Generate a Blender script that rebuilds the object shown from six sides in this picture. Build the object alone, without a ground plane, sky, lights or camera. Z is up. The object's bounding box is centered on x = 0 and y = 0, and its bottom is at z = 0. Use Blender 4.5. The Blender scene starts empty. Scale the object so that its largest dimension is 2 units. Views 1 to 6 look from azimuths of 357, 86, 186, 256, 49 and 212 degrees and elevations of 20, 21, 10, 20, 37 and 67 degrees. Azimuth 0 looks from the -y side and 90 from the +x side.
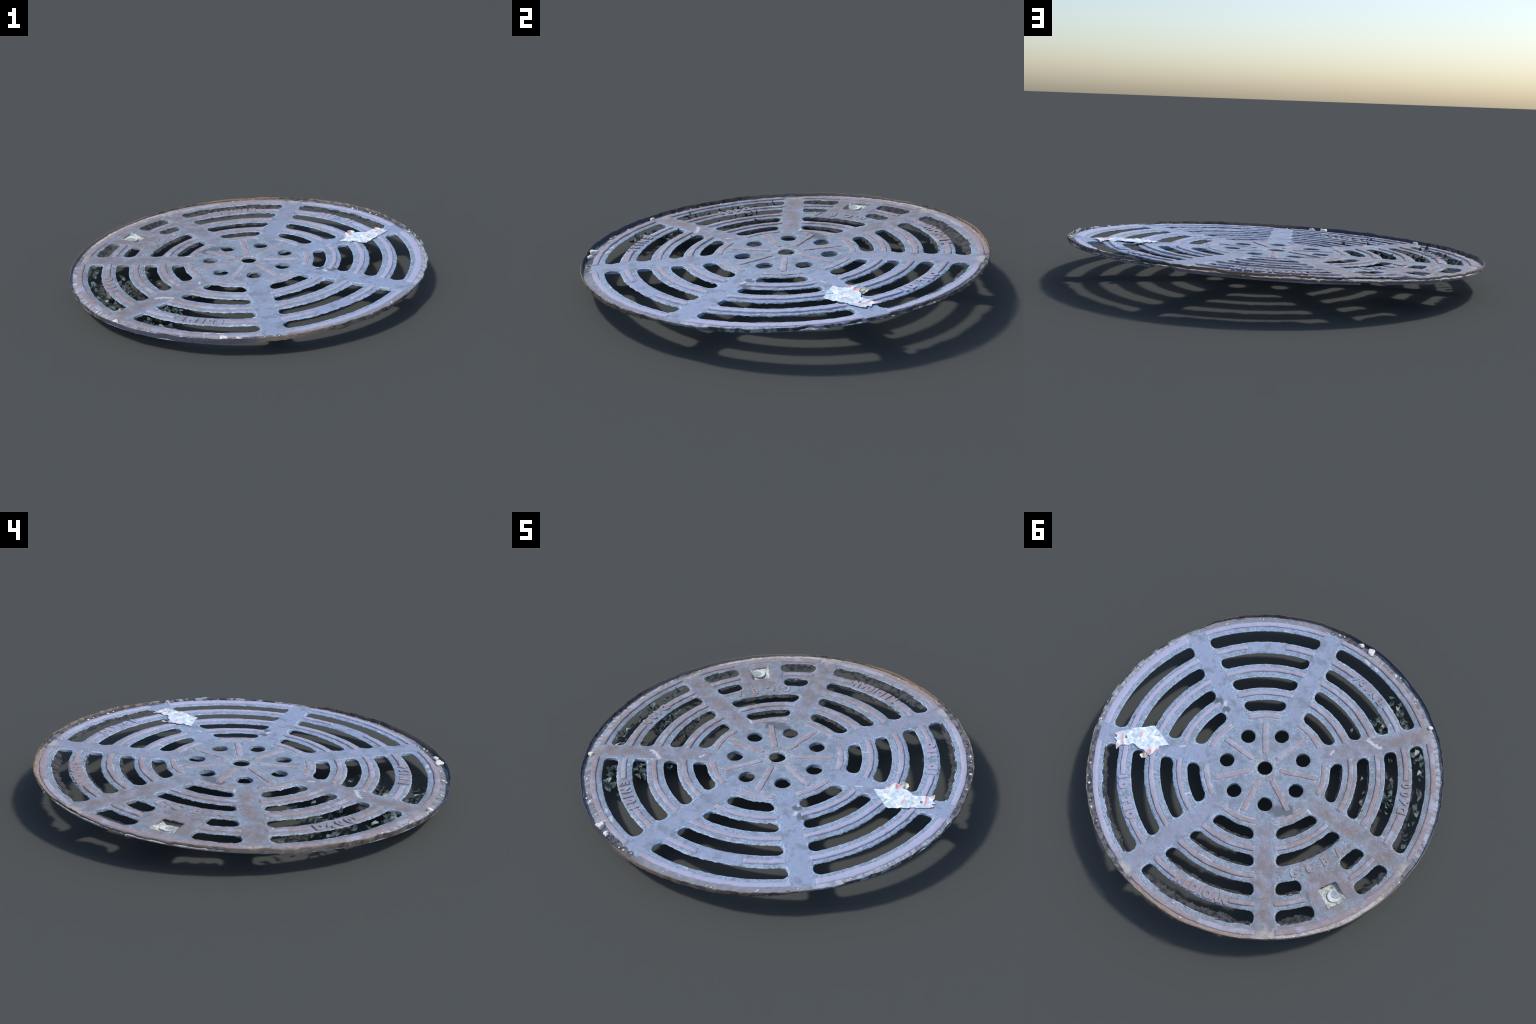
# Weathered round cast-iron drain grate: seven spokes, four rings of slots,
# raised anti-slip ribs, lettering, a torn sticker, leaves and the ragged frame edge.
import bpy, math, random
import numpy as np
from mathutils import Matrix, Vector

# ------------------------------------------------------------------ layout
CENTRE = Vector((0.003, 0.013, 0.1281))       # middle of the tilted grate
NORMAL = Vector((-0.0302, -0.0427, 0.9986)).normalized()
EX = (Vector((1, 0, 0)) - NORMAL * NORMAL.x).normalized()
EY = NORMAL.cross(EX)
FRAME = Matrix(((EX.x, EY.x, NORMAL.x, CENTRE.x),
                (EX.y, EY.y, NORMAL.y, CENTRE.y),
                (EX.z, EY.z, NORMAL.z, CENTRE.z), (0, 0, 0, 1)))
BOWL = 0.0129                                  # the casting is slightly dished
SPOKES = 7
STEP = 2 * math.pi / SPOKES
PHASE = math.radians(17.1)                     # direction of the first spoke
RIB_RADII = (0.331, 0.483, 0.637, 0.794, 0.947)
SLOT_BANDS = ((0.365, 0.437), (0.517, 0.589), (0.675, 0.750), (0.827, 0.904))
HOLE_RING, HOLE_R = 0.220, 0.0418
RIM_R = 0.972
PANEL = 2                                      # sector with the letters and the pocket
POCKET = (0.820, math.radians(145.7), 0.053, 0.060)   # r, angle, half width, half depth


def spoke_angle(k):
    return PHASE + k * STEP


def spoke_half(r):
    return 0.0612 - 0.006 * np.clip((r - 0.40) / 0.45, -0.5, 1.2)


# ------------------------------------------------------------------ noise
def _hash(ix, iy, seed):
    h = (ix * 374761393 + iy * 668265263 + seed * 974634777) & 0xFFFFFFFF
    h = ((h ^ (h >> 13)) * 1274126177) & 0xFFFFFFFF
    return ((h ^ (h >> 16)) & 0xFFFFFF) / 0xFFFFFF


def vnoise(x, y, seed=0):
    """smooth value noise in -1..1"""
    x = np.asarray(x, float); y = np.asarray(y, float)
    ix = np.floor(x).astype(np.int64); iy = np.floor(y).astype(np.int64)
    fx = x - ix; fy = y - iy
    fx = fx * fx * (3 - 2 * fx); fy = fy * fy * (3 - 2 * fy)
    a = _hash(ix, iy, seed); b = _hash(ix + 1, iy, seed)
    c = _hash(ix, iy + 1, seed); d = _hash(ix + 1, iy + 1, seed)
    return 2 * ((a * (1 - fx) + b * fx) * (1 - fy) + (c * (1 - fx) + d * fx) * fy) - 1


def fbm(x, y, seed=0, octaves=3):
    s = 0; a = 1.0; t = 0
    for o in range(octaves):
        s = s + a * vnoise(np.asarray(x) * 2 ** o, np.asarray(y) * 2 ** o, seed + 17 * o)
        t += a; a *= 0.5
    return s / t


def smooth(a, b, x):
    t = np.clip((np.asarray(x, float) - a) / (b - a), 0, 1)
    return t * t * (3 - 2 * t)


# ------------------------------------------------------------------ shape of the plate
def slot_list():
    """every slot: inner r, outer r, start angle, start offset, end angle, end offset
    (offset 'spoke' = parallel to a spoke, a number = distance from a radial line)"""
    out = []
    for s in range(SPOKES):
        a, b = spoke_angle(s), spoke_angle(s + 1)
        for j, (ri, ro) in enumerate(SLOT_BANDS):
            if s == PANEL and j >= 2:
                left = math.radians(135.7 if j == 2 else 137.4)
                right = math.radians(155.3 if j == 2 else 153.9)
                out.append((ri, ro, a, 'spoke', left, 0.0))
                out.append((ri, ro, right, 0.0, b, 'spoke'))
            else:
                out.append((ri, ro, a, 'spoke', b, 'spoke'))
    return out


SLOTS = slot_list()


def slot_distance(x, y, slot):
    ri, ro, a, wa, b, wb = slot
    r = np.hypot(x, y)
    mid = 0.5 * (a + b)
    t = (np.arctan2(y, x) - mid + math.pi) % (2 * math.pi) - math.pi
    ha = spoke_half(r) if wa == 'spoke' else wa
    hb = spoke_half(r) if wb == 'spoke' else wb
    t0, t1 = t - (a - mid), (b - mid) - t
    d1 = np.where(np.abs(t0) < 1.5, r * np.sin(np.clip(t0, -1.5, 1.5)), np.sign(t0) * r) - ha
    d2 = np.where(np.abs(t1) < 1.5, r * np.sin(np.clip(t1, -1.5, 1.5)), np.sign(t1) * r) - hb
    rho = 0.035
    qa = rho - np.minimum(d1, d2)
    qb = rho - np.minimum(r - ri, ro - r)
    return np.hypot(np.maximum(qa, 0), np.maximum(qb, 0)) + np.minimum(np.maximum(qa, qb), 0) - rho


def pocket_coords(x, y):
    pr, pa, hw, hd = POCKET
    ca, sa = math.cos(pa), math.sin(pa)
    return -(x * sa) + y * ca, x * ca + y * sa - pr      # tangential, radial


def pocket_distance(x, y):
    u, v = pocket_coords(x, y)
    qx, qy = np.abs(u) - POCKET[2] + 0.012, np.abs(v) - POCKET[3] + 0.012
    return np.hypot(np.maximum(qx, 0), np.maximum(qy, 0)) + np.minimum(np.maximum(qx, qy), 0) - 0.012


def plate_distance(x, y, rough=True):
    """positive inside the iron"""
    r = np.hypot(x, y); th = np.arctan2(y, x)
    d = RIM_R + 0.004 * fbm(th * 6 + 20, 0 * th, 5) - r
    wob = (0.0010 * vnoise(x * 55, y * 55, 3) + 0.0006 * vnoise(x * 140, y * 140, 4)) if rough else 0.0
    for s in SLOTS:
        d = np.minimum(d, slot_distance(x, y, s) + wob)
    d = np.minimum(d, np.hypot(x, y) - (HOLE_R + 0.001) + wob)
    for k in range(SPOKES):
        a = spoke_angle(k)
        d = np.minimum(d, np.hypot(x - HOLE_RING * math.cos(a), y - HOLE_RING * math.sin(a)) - HOLE_R + wob)
    d = np.minimum(d, pocket_distance(x, y) + 0.5 * wob)
    return d


def spoke_offset(x, y):
    """distance sideways from the nearest spoke's middle line, and sector index"""
    r = np.hypot(x, y); th = np.arctan2(y, x)
    f = (th - PHASE) / STEP
    k = np.floor(f).astype(int) % SPOKES
    p = (f - np.round(f)) * STEP
    return r * np.abs(np.sin(p)), k


# blank pad and lettered pads on the third ring: sector -> start and end angle
PADS = {5: (-68.6, -52.3), 0: (33.5, 53.4), 1: (83.8, 106.0), 3: (-171.0, -155.4), 4: (-120.6, -101.9)}


def top_height(x, y):
    r = np.hypot(x, y); deg = np.degrees(np.arctan2(y, x))
    off, k = spoke_offset(x, y)
    h = 0.0016 * fbm(x * 9, y * 9, 11) + 0.0010 * vnoise(x * 45, y * 45, 12) + 0.0005 * vnoise(x * 150, y * 150, 13)
    side = off - spoke_half(r)
    bar = smooth(-0.004, 0.014, side)
    near = np.zeros_like(r)
    for rr in RIB_RADII[1:]:
        near = np.maximum(near, 1 - smooth(0.040, 0.050, np.abs(r - rr)))
    bar = bar * near * smooth(0.43, 0.45, r)
    inpanel = (k == PANEL) & (r > 0.585) & (deg > 137) & (deg < 154.5)
    inpanel2 = (k == PANEL) & (r > 0.585) & (r < 0.69)
    bar = np.where(inpanel | inpanel2, 0.0, bar)
    drop = 0.0030 * bar
    for s, (a, b) in PADS.items():
        e = np.minimum(deg - a, b - deg)
        w = smooth(-1.4, 1.2, e) * (1 - smooth(0.040, 0.046, np.abs(r - 0.794)))
        level = 0.0034 if s == 5 else 0.0008
        drop = drop - w * np.where(k == s, level, 0.0)
    return h - drop + BOWL * r * r


# ------------------------------------------------------------------ mesh helpers
def clip_grid(X, Y, quads, dist, snap):
    """keep the part of a 2D quad grid where dist > 0; returns xy, quads, tris, border edges"""
    P = np.stack([X, Y], 1).copy()
    D = dist(P[:, 0], P[:, 1])
    e = 1e-4
    close = np.abs(D) < snap
    for _ in range(2):
        px, py = P[close, 0], P[close, 1]
        d0 = dist(px, py)
        g = np.stack([dist(px + e, py) - dist(px - e, py), dist(px, py + e) - dist(px, py - e)], 1) / (2 * e)
        g /= np.maximum((g ** 2).sum(1, keepdims=True), 0.3)
        mv = -g * d0[:, None]
        L = np.hypot(mv[:, 0], mv[:, 1])[:, None]
        P[close] += mv * np.minimum(1, snap / np.maximum(L, 1e-9))
    D = dist(P[:, 0], P[:, 1]); D[close] = 0.0
    ins = D >= 0
    q = quads; cnt = ins[q].sum(1)
    full = q[cnt == 4]
    part = q[(cnt > 0) & (cnt < 4)]
    tri = np.concatenate([part[:, [0, 1, 2]], part[:, [0, 2, 3]]])
    tc = ins[tri].sum(1)
    tris = [tuple(t) for t in tri[tc == 3]]
    newP, key = [], {}
    base = len(P)

    def cut(i, j):
        k = (i, j) if i < j else (j, i)
        v = key.get(k)
        if v is None:
            t = D[k[0]] / (D[k[0]] - D[k[1]])
            newP.append(P[k[0]] + t * (P[k[1]] - P[k[0]]))
            v = base + len(newP) - 1; key[k] = v
        return v
    for t in tri[(tc == 1) | (tc == 2)]:
        i = [bool(ins[v]) for v in t]
        if sum(i) == 1:
            a = i.index(True); A, B, C = t[a], t[(a + 1) % 3], t[(a + 2) % 3]
            if D[A] <= 0:
                continue
            tris.append((A, cut(A, B), cut(A, C)))
        else:
            a = i.index(False); A, B, C = t[a], t[(a + 1) % 3], t[(a + 2) % 3]
            m = cut(A, B) if D[B] > 0 else B
            n = cut(A, C) if D[C] > 0 else C
            if m != B and n != C:
                tris += [(m, B, C), (m, C, n)]
            elif m != B:
                tris.append((m, B, C))
            elif n != C:
                tris.append((B, C, n))
    if newP:
        P = np.concatenate([P, np.array(newP)])
    tris = np.array(tris, int).reshape(-1, 3)
    flat = (D[np.minimum(tris, base - 1)] == 0) & (tris < base)
    used = np.zeros(len(P), bool); used[full.ravel()] = True; used[tris.ravel()] = True
    remap = np.cumsum(used) - 1
    P = P[used]; full = remap[full]; tris = remap[tris]
    edges = np.concatenate([np.stack([full[:, i], full[:, (i + 1) % 4]], 1) for i in range(4)] +
                           [np.stack([tris[:, i], tris[:, (i + 1) % 3]], 1) for i in range(3)])
    owner = np.concatenate([np.arange(len(full))] * 4 + [len(full) + np.arange(len(tris))] * 3)
    code = edges[:, 0] * np.int64(len(P)) + edges[:, 1]
    rev = edges[:, 1] * np.int64(len(P)) + edges[:, 0]
    border = ~np.isin(code, rev)
    return P, full, tris, edges[border], owner[border]


def mesh_from(name, V, faces):
    me = bpy.data.meshes.new(name)
    me.from_pydata([tuple(v) for v in V], [], [tuple(int(i) for i in f) for f in faces])
    me.update()
    return me


def mesh_arrays(name, V, quads, tris):
    me = bpy.data.meshes.new(name)
    nq, nt = len(quads), len(tris)
    me.vertices.add(len(V)); me.vertices.foreach_set('co', np.asarray(V, np.float32).ravel())
    loops = np.concatenate([np.asarray(quads, np.int32).ravel(), np.asarray(tris, np.int32).ravel()])
    me.loops.add(len(loops)); me.loops.foreach_set('vertex_index', loops)
    starts = np.concatenate([np.arange(nq) * 4, nq * 4 + np.arange(nt) * 3]).astype(np.int32)
    me.polygons.add(nq + nt); me.polygons.foreach_set('loop_start', starts)
    me.update(calc_edges=True); me.validate()
    return me


def smooth_shade(me, angle=None):
    me.polygons.foreach_set('use_smooth', [True] * len(me.polygons))
    if angle is not None:
        me.set_sharp_from_angle(angle=math.radians(angle))
    me.update()


ROOT = bpy.data.objects.new('drain_grate', None)
bpy.context.scene.collection.objects.link(ROOT)
ROOT['label'] = 'round weathered cast iron drain grate with curved slots'
ROOT['category'] = 'drain grate'
ROOT.empty_display_size = 0.2


def add(name, me, mat, parent=None, local=None):
    ob = bpy.data.objects.new(name, me)
    bpy.context.scene.collection.objects.link(ob)
    ob.parent = parent or ROOT
    if parent is None:
        ob.matrix_local = FRAME @ (local or Matrix())
    else:
        ob.matrix_local = local or Matrix()
    if mat is not None and not me.materials:
        me.materials.append(mat)
    return ob


# ------------------------------------------------------------------ materials
class Nodes:
    def __init__(self, name, rough=0.8, spec=0.25):
        self.mat = bpy.data.materials.new(name); self.mat.use_nodes = True
        self.t = self.mat.node_tree; self.n = self.t.nodes; self.l = self.t.links
        self.bsdf = self.n['Principled BSDF']
        self.bsdf.inputs['Roughness'].default_value = rough
        self.bsdf.inputs['Specular IOR Level'].default_value = spec
        self.co = self.n.new('ShaderNodeTexCoord').outputs['Object']

    def put(self, sock, v):
        if isinstance(v, bpy.types.NodeSocket):
            self.l.new(v, sock)
        elif isinstance(v, (tuple, list)):
            sock.default_value = (*v, 1.0) if len(v) == 3 and len(sock.default_value) == 4 else v
        else:
            sock.default_value = v

    def noise(self, scale, detail=4, rough=0.6, co=None, distort=0.0, off=None):
        nd = self.n.new('ShaderNodeTexNoise')
        c = co or self.co
        if off:
            mp = self.n.new('ShaderNodeMapping'); self.l.new(c, mp.inputs['Vector'])
            mp.inputs['Location'].default_value = off; c = mp.outputs['Vector']
        self.l.new(c, nd.inputs['Vector'])
        nd.inputs['Scale'].default_value = scale; nd.inputs['Detail'].default_value = detail
        nd.inputs['Roughness'].default_value = rough; nd.inputs['Distortion'].default_value = distort
        return nd.outputs['Fac']

    def voronoi(self, scale, co=None):
        nd = self.n.new('ShaderNodeTexVoronoi'); self.l.new(co or self.co, nd.inputs['Vector'])
        nd.inputs['Scale'].default_value = scale
        return nd.outputs['Distance']

    def math(self, op, a, b=0.0, c=None):
        nd = self.n.new('ShaderNodeMath'); nd.operation = op
        self.put(nd.inputs[0], a); self.put(nd.inputs[1], b)
        if c is not None:
            self.put(nd.inputs[2], c)
        return nd.outputs[0]

    def ramp(self, v, a, b, lo=0.0, hi=1.0):
        nd = self.n.new('ShaderNodeMapRange'); nd.interpolation_type = 'SMOOTHSTEP'
        self.put(nd.inputs['Value'], v); nd.inputs['From Min'].default_value = a
        nd.inputs['From Max'].default_value = b; nd.inputs['To Min'].default_value = lo
        nd.inputs['To Max'].default_value = hi
        return nd.outputs[0]

    def mix(self, f, a, b, mode='MIX'):
        nd = self.n.new('ShaderNodeMix'); nd.data_type = 'RGBA'; nd.blend_type = mode
        self.put(nd.inputs[0], f); self.put(nd.inputs[6], a); self.put(nd.inputs[7], b)
        return nd.outputs[2]

    def xyz(self, v=None):
        nd = self.n.new('ShaderNodeSeparateXYZ'); self.l.new(v or self.co, nd.inputs[0])
        return nd.outputs

    def spot(self, x, y, rad, wob=0.5, sharp=0.25, scale=30.0):
        """soft-edged irregular patch at x, y on the grate"""
        p = self.xyz()
        dx = self.math('SUBTRACT', p[0], x); dy = self.math('SUBTRACT', p[1], y)
        d = self.math('SQRT', self.math('ADD', self.math('MULTIPLY', dx, dx), self.math('MULTIPLY', dy, dy)))
        n = self.math('MULTIPLY', self.math('SUBTRACT', self.noise(scale, 3), 0.5), rad * wob * 2)
        return self.ramp(self.math('ADD', d, n), rad * (1 + sharp), rad * (1 - sharp), 0, 1)

    def dash(self, x0, y0, x1, y1, half, wob=0.5, scale=60.0):
        """short irregular stroke between two points on the grate"""
        p = self.xyz()
        L = math.hypot(x1 - x0, y1 - y0); ux, uy = (x1 - x0) / L, (y1 - y0) / L
        dx = self.math('SUBTRACT', p[0], x0); dy = self.math('SUBTRACT', p[1], y0)
        t = self.math('ADD', self.math('MULTIPLY', dx, ux), self.math('MULTIPLY', dy, uy))
        t = self.math('SUBTRACT', t, self.math('MINIMUM', self.math('MAXIMUM', t, 0.0), L))
        q = self.math('SUBTRACT', self.math('MULTIPLY', dy, ux), self.math('MULTIPLY', dx, uy))
        d = self.math('SQRT', self.math('ADD', self.math('MULTIPLY', t, t), self.math('MULTIPLY', q, q)))
        n = self.math('MULTIPLY', self.math('SUBTRACT', self.noise(scale, 4, 0.7), 0.5), half * wob * 4)
        return self.ramp(self.math('ADD', d, n), half * 1.15, half * 0.7, 0, 1)

    def polar(self):
        p = self.xyz()
        r = self.math('SQRT', self.math('ADD', self.math('MULTIPLY', p[0], p[0]), self.math('MULTIPLY', p[1], p[1])))
        return r, self.math('ARCTAN2', p[1], p[0])

    def arc(self, th, mid, half, soft=5.0):
        """mask for a stretch of the circle, in degrees"""
        d = self.math('SUBTRACT', th, math.radians(mid))
        d = self.math('ABSOLUTE', self.math('SUBTRACT', d, self.math('MULTIPLY', self.math('ROUND', self.math('DIVIDE', d, 2 * math.pi)), 2 * math.pi)))
        d = self.math('ADD', d, self.math('MULTIPLY', self.math('SUBTRACT', self.noise(12, 3), 0.5), math.radians(soft * 2)))
        return self.ramp(d, math.radians(half + soft), math.radians(half - soft))

    def streaks(self, th, r, across=38.0, along=12.0):
        cb = self.n.new('ShaderNodeCombineXYZ')
        self.put(cb.inputs[0], self.math('MULTIPLY', th, across)); self.put(cb.inputs[1], self.math('MULTIPLY', r, along))
        return self.noise(1.0, 4, 0.65, co=cb.outputs[0])

    def add_bump(self, height, strength, dist):
        nd = self.n.new('ShaderNodeBump'); self.put(nd.inputs['Height'], height)
        nd.inputs['Strength'].default_value = strength; nd.inputs['Distance'].default_value = dist
        self.l.new(nd.outputs[0], self.bsdf.inputs['Normal'])

    def done(self, col, rough=None):
        self.put(self.bsdf.inputs['Base Color'], col)
        if rough is not None:
            self.put(self.bsdf.inputs['Roughness'], rough)
        return self.mat


WORN_COOL = (0.275, 0.333, 0.490)
WORN_WARM = (0.220, 0.185, 0.190)
GRAIN_DARK = (0.160, 0.207, 0.275)
GRAIN_MID = (0.30, 0.385, 0.54)
GRAIN_PALE = (0.55, 0.62, 0.72)
DUST = (0.48, 0.45, 0.40)
GUM = (0.115, 0.14, 0.175)
WHITE = (0.85, 0.87, 0.88)


def warm_side(N, lo=-0.45, hi=0.62):
    """the casting is browner toward the -x side, bluer toward +x"""
    p = N.xyz()
    g = N.math('ADD', N.math('MULTIPLY', p[0], -0.85), N.math('MULTIPLY', p[1], 0.25))
    g = N.math('ADD', g, N.math('MULTIPLY', N.math('SUBTRACT', N.noise(4.0, 4), 0.5), 0.9))
    return N.ramp(g, lo, hi)


spoke_half_mid = 0.0545


def iron_plate_material():
    N = Nodes('cast_iron', 0.68, 0.4)
    p = N.xyz()
    r = N.math('SQRT', N.math('ADD', N.math('MULTIPLY', p[0], p[0]), N.math('MULTIPLY', p[1], p[1])))
    th = N.math('ARCTAN2', p[1], p[0])
    f = N.math('DIVIDE', N.math('SUBTRACT', th, PHASE), STEP)
    fr = N.math('MULTIPLY', N.math('SUBTRACT', f, N.math('ROUND', f)), STEP)
    off = N.math('MULTIPLY', r, N.math('ABSOLUTE', N.math('SINE', fr)))
    # grain: pale-blue gritty oxide
    g1 = N.noise(105, 5, 0.68); g2 = N.noise(22, 4, 0.6, off=(3, 1, 0))
    side = warm_side(N)
    grain = N.mix(N.ramp(g1, 0.32, 0.58), GRAIN_DARK, N.mix(side, (0.305, 0.397, 0.560), (0.262, 0.310, 0.385)))
    olive = N.ramp(N.noise(26, 4, 0.65, off=(8, 3, 0)), 0.55, 0.70, 0, 0.5)
    grain = N.mix(olive, grain, (0.30, 0.34, 0.36))
    grain = N.mix(N.ramp(N.math('ADD', N.math('MULTIPLY', g1, 0.6), N.math('MULTIPLY', g2, 0.5)), 0.60, 0.76), grain, GRAIN_PALE)
    grain = N.mix(N.ramp(r, 0.33, 0.27, 0, 0.55), grain, N.mix(N.ramp(g2, 0.4, 0.65), (0.205, 0.25, 0.325), (0.285, 0.345, 0.445)))
    # worn: smooth lilac-brown patina on the spokes
    w = N.mix(side, WORN_COOL, WORN_WARM)
    w = N.mix(N.ramp(N.noise(11, 5, 0.7, off=(1, 8, 0)), 0.42, 0.68, 0, 0.55), w, (0.29, 0.33, 0.44))
    w = N.mix(N.ramp(N.noise(85, 5, 0.7), 0.45, 0.75, 0, 0.5), w, GRAIN_MID)
    w = N.mix(N.ramp(N.noise(48, 4, 0.75, off=(4, 4, 0), distort=0.6), 0.66, 0.76, 0, 0.75), w, GRAIN_PALE)
    wob = N.math('MULTIPLY', N.math('SUBTRACT', N.noise(16, 5, 0.7, off=(7, 2, 0)), 0.5), 0.13)
    spoke = N.ramp(N.math('ADD', off, wob), 0.062, 0.020)
    spoke = N.math('MULTIPLY', spoke, N.ramp(N.math('ADD', r, N.math('MULTIPLY', wob, 2.0)), 0.29, 0.36))
    # the lettered panel is worn too
    pr, pa = 0.79, math.radians(145.7)
    panel = N.spot(pr * math.cos(pa), pr * math.sin(pa), 0.125, 0.35, 0.25, 14)
    pad = N.ramp(N.math('ABSOLUTE', N.math('SUBTRACT', th, math.radians(-60.5))), math.radians(10), math.radians(6.5))
    pad = N.math('MULTIPLY', pad, N.ramp(N.math('ABSOLUTE', N.math('SUBTRACT', r, 0.794)), 0.042, 0.034))
    worn = N.math('MAXIMUM', N.math('MAXIMUM', spoke, panel), pad)
    col = N.mix(worn, grain, w)
    # pale wear along the slot edges and dust in the grooves beside the ribs
    def lines(radii, half):
        d = 1.0
        for e in radii:
            d = N.math('MINIMUM', d, N.math('ABSOLUTE', N.math('SUBTRACT', r, e)))
        return N.ramp(d, half, half * 0.35)
    chip = N.ramp(N.noise(42, 5, 0.7, off=(9, 9, 0)), 0.40, 0.56)
    onbar = N.ramp(off, 0.056, 0.068)
    notpanel = N.math('SUBTRACT', 1.0, N.math('MULTIPLY', N.ramp(N.math('ABSOLUTE', N.math('SUBTRACT', th, math.radians(145.7))), math.radians(12), math.radians(9)), N.ramp(r, 0.60, 0.62)))
    hubrib = N.math('ABSOLUTE', N.math('SUBTRACT', N.math('MULTIPLY', r, N.math('SINE', N.math('SUBTRACT', STEP / 2, N.math('ABSOLUTE', fr)))), 0.0165))
    hubrib = N.math('MULTIPLY', N.ramp(hubrib, 0.0045, 0.0015), N.math('MULTIPLY', N.ramp(r, 0.075, 0.085), N.ramp(r, 0.305, 0.297)))
    ring0 = N.math('MULTIPLY', lines((0.3145, 0.3475), 0.0045), N.ramp(off, 0.045, 0.052))
    edge = lines([e for b in SLOT_BANDS for e in b], 0.0038)
    groove = lines([e for q in RIB_RADII[1:] for e in (q - 0.0165, q + 0.0165)], 0.0045)
    wear = N.math('MULTIPLY', N.math('MULTIPLY', N.math('MAXIMUM', edge, N.math('MULTIPLY', groove, 0.25)), onbar), N.math('MULTIPLY', chip, notpanel))
    ends = N.math('MULTIPLY', N.ramp(N.math('ABSOLUTE', N.math('SUBTRACT', off, spoke_half_mid)), 0.005, 0.0015), N.math('MULTIPLY', chip, N.ramp(r, 0.36, 0.38)))
    bands = 0.0
    for ri, ro in SLOT_BANDS:
        bands = N.math('ADD', bands, N.ramp(N.math('ABSOLUTE', N.math('SUBTRACT', r, 0.5 * (ri + ro))), 0.034, 0.026))
    inpads = 0.0
    for a0, b0 in PADS.values():
        half = math.radians(0.5 * (b0 - a0)); mid = math.radians(0.5 * (a0 + b0))
        inpads = N.math('MAXIMUM', inpads, N.ramp(N.math('ABSOLUTE', N.math('SUBTRACT', th, mid)), half + 0.006, half - 0.006))
    nopad = N.math('SUBTRACT', 1.0, N.math('MULTIPLY', inpads, N.ramp(N.math('ABSOLUTE', N.math('SUBTRACT', r, 0.794)), 0.034, 0.030)))
    wear = N.math('MAXIMUM', N.math('MULTIPLY', wear, nopad), N.math('MULTIPLY', ends, bands))
    col = N.mix(N.math('MULTIPLY', N.math('MULTIPLY', N.math('MAXIMUM', hubrib, ring0), chip), 0.7), col, (0.50, 0.53, 0.56))
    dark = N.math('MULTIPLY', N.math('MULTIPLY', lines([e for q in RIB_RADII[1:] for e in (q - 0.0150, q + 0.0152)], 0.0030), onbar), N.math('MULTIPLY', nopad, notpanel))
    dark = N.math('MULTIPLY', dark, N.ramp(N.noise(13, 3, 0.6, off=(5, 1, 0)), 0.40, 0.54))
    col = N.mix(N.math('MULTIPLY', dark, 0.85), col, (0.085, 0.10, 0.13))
    col = N.mix(N.math('MULTIPLY', wear, 0.62), col, N.mix(side, (0.52, 0.64, 0.84), (0.50, 0.56, 0.64)))
    speck = N.ramp(N.noise(130, 3, 0.6, off=(1, 1, 4)), 0.66, 0.72)
    col = N.mix(N.math('MULTIPLY', speck, 0.6), col, (0.60, 0.66, 0.74))
    # scattered dark pits
    pit = N.ramp(N.noise(52, 2, 0.5, off=(11, 5, 0)), 0.69, 0.74)
    col = N.mix(N.math('MULTIPLY', pit, 0.6), col, GUM)
    # sandy dust where the spokes meet the frame, and round the hub
    dust = N.math('MULTIPLY', N.ramp(N.math('ADD', r, N.math('MULTIPLY', wob, 1.2)), 0.905, 0.96), N.ramp(off, 0.075, 0.03))
    grimy = N.ramp(N.math('ADD', N.math('MULTIPLY', p[0], -1.0), N.math('MULTIPLY', p[1], 0.9)), -0.1, 0.5)
    col = N.mix(N.math('MULTIPLY', N.math('MULTIPLY', dust, grimy), 0.7), col, DUST)
    # browner rust film over the dirty half, and a cloudy tone all over
    film = N.math('MULTIPLY', warm_side(N), N.ramp(N.noise(9, 4, 0.65, off=(2, 9, 0)), 0.47, 0.60, 0, 0.55))
    col = N.mix(film, col, (0.175, 0.150, 0.148))
    col = N.mix(N.ramp(N.noise(14, 3, 0.6, off=(6, 6, 0)), 0.50, 0.66, 0, 0.60), col, (0.165, 0.200, 0.255))
    hub = N.ramp(N.math('ADD', r, wob), 0.10, 0.05)
    col = N.mix(N.math('MULTIPLY', hub, N.ramp(N.noise(70, 3, 0.6), 0.45, 0.6, 0, 0.7)), col, (0.50, 0.50, 0.50))
    for x, y, rad in ((0.788, 0.103, 0.022), (0.442, -0.231, 0.026), (0.378, -0.206, 0.022),
                      (-0.196, 0.192, 0.034), (-0.232, 0.160, 0.032), (-0.160, 0.205, 0.024), (-0.255, 0.175, 0.026)):
        col = N.mix(N.math('MULTIPLY', N.spot(x, y, rad), 0.95), col, GUM)
    for x0, y0, x1, y1, hw in ((-0.425, -0.45, -0.455, -0.435, 0.010), (-0.47, -0.435, -0.505, -0.44, 0.011), (-0.445, -0.485, -0.425, -0.475, 0.006),
                               (-0.283, -0.285, -0.278, -0.262, 0.007), (0.335, -0.845, 0.352, -0.842, 0.006), (-0.003, -0.955, -0.018, -0.945, 0.008),
                               (-0.165, -0.91, -0.195, -0.897, 0.010), (-0.24, -0.89, -0.26, -0.88, 0.006), (0.41, -0.245, 0.392, -0.225, 0.008),
                               (0.37, -0.19, 0.372, -0.172, 0.006), (-0.10, 0.36, -0.125, 0.39, 0.005), (0.34, 0.24, 0.36, 0.225, 0.005),
                               (-0.33, 0.10, -0.36, 0.115, 0.006), (0.30, 0.36, 0.285, 0.345, 0.005), (0.46, 0.115, 0.48, 0.13, 0.005), (0.049, 0.622, -0.03, 0.621, 0.0045)):
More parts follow.
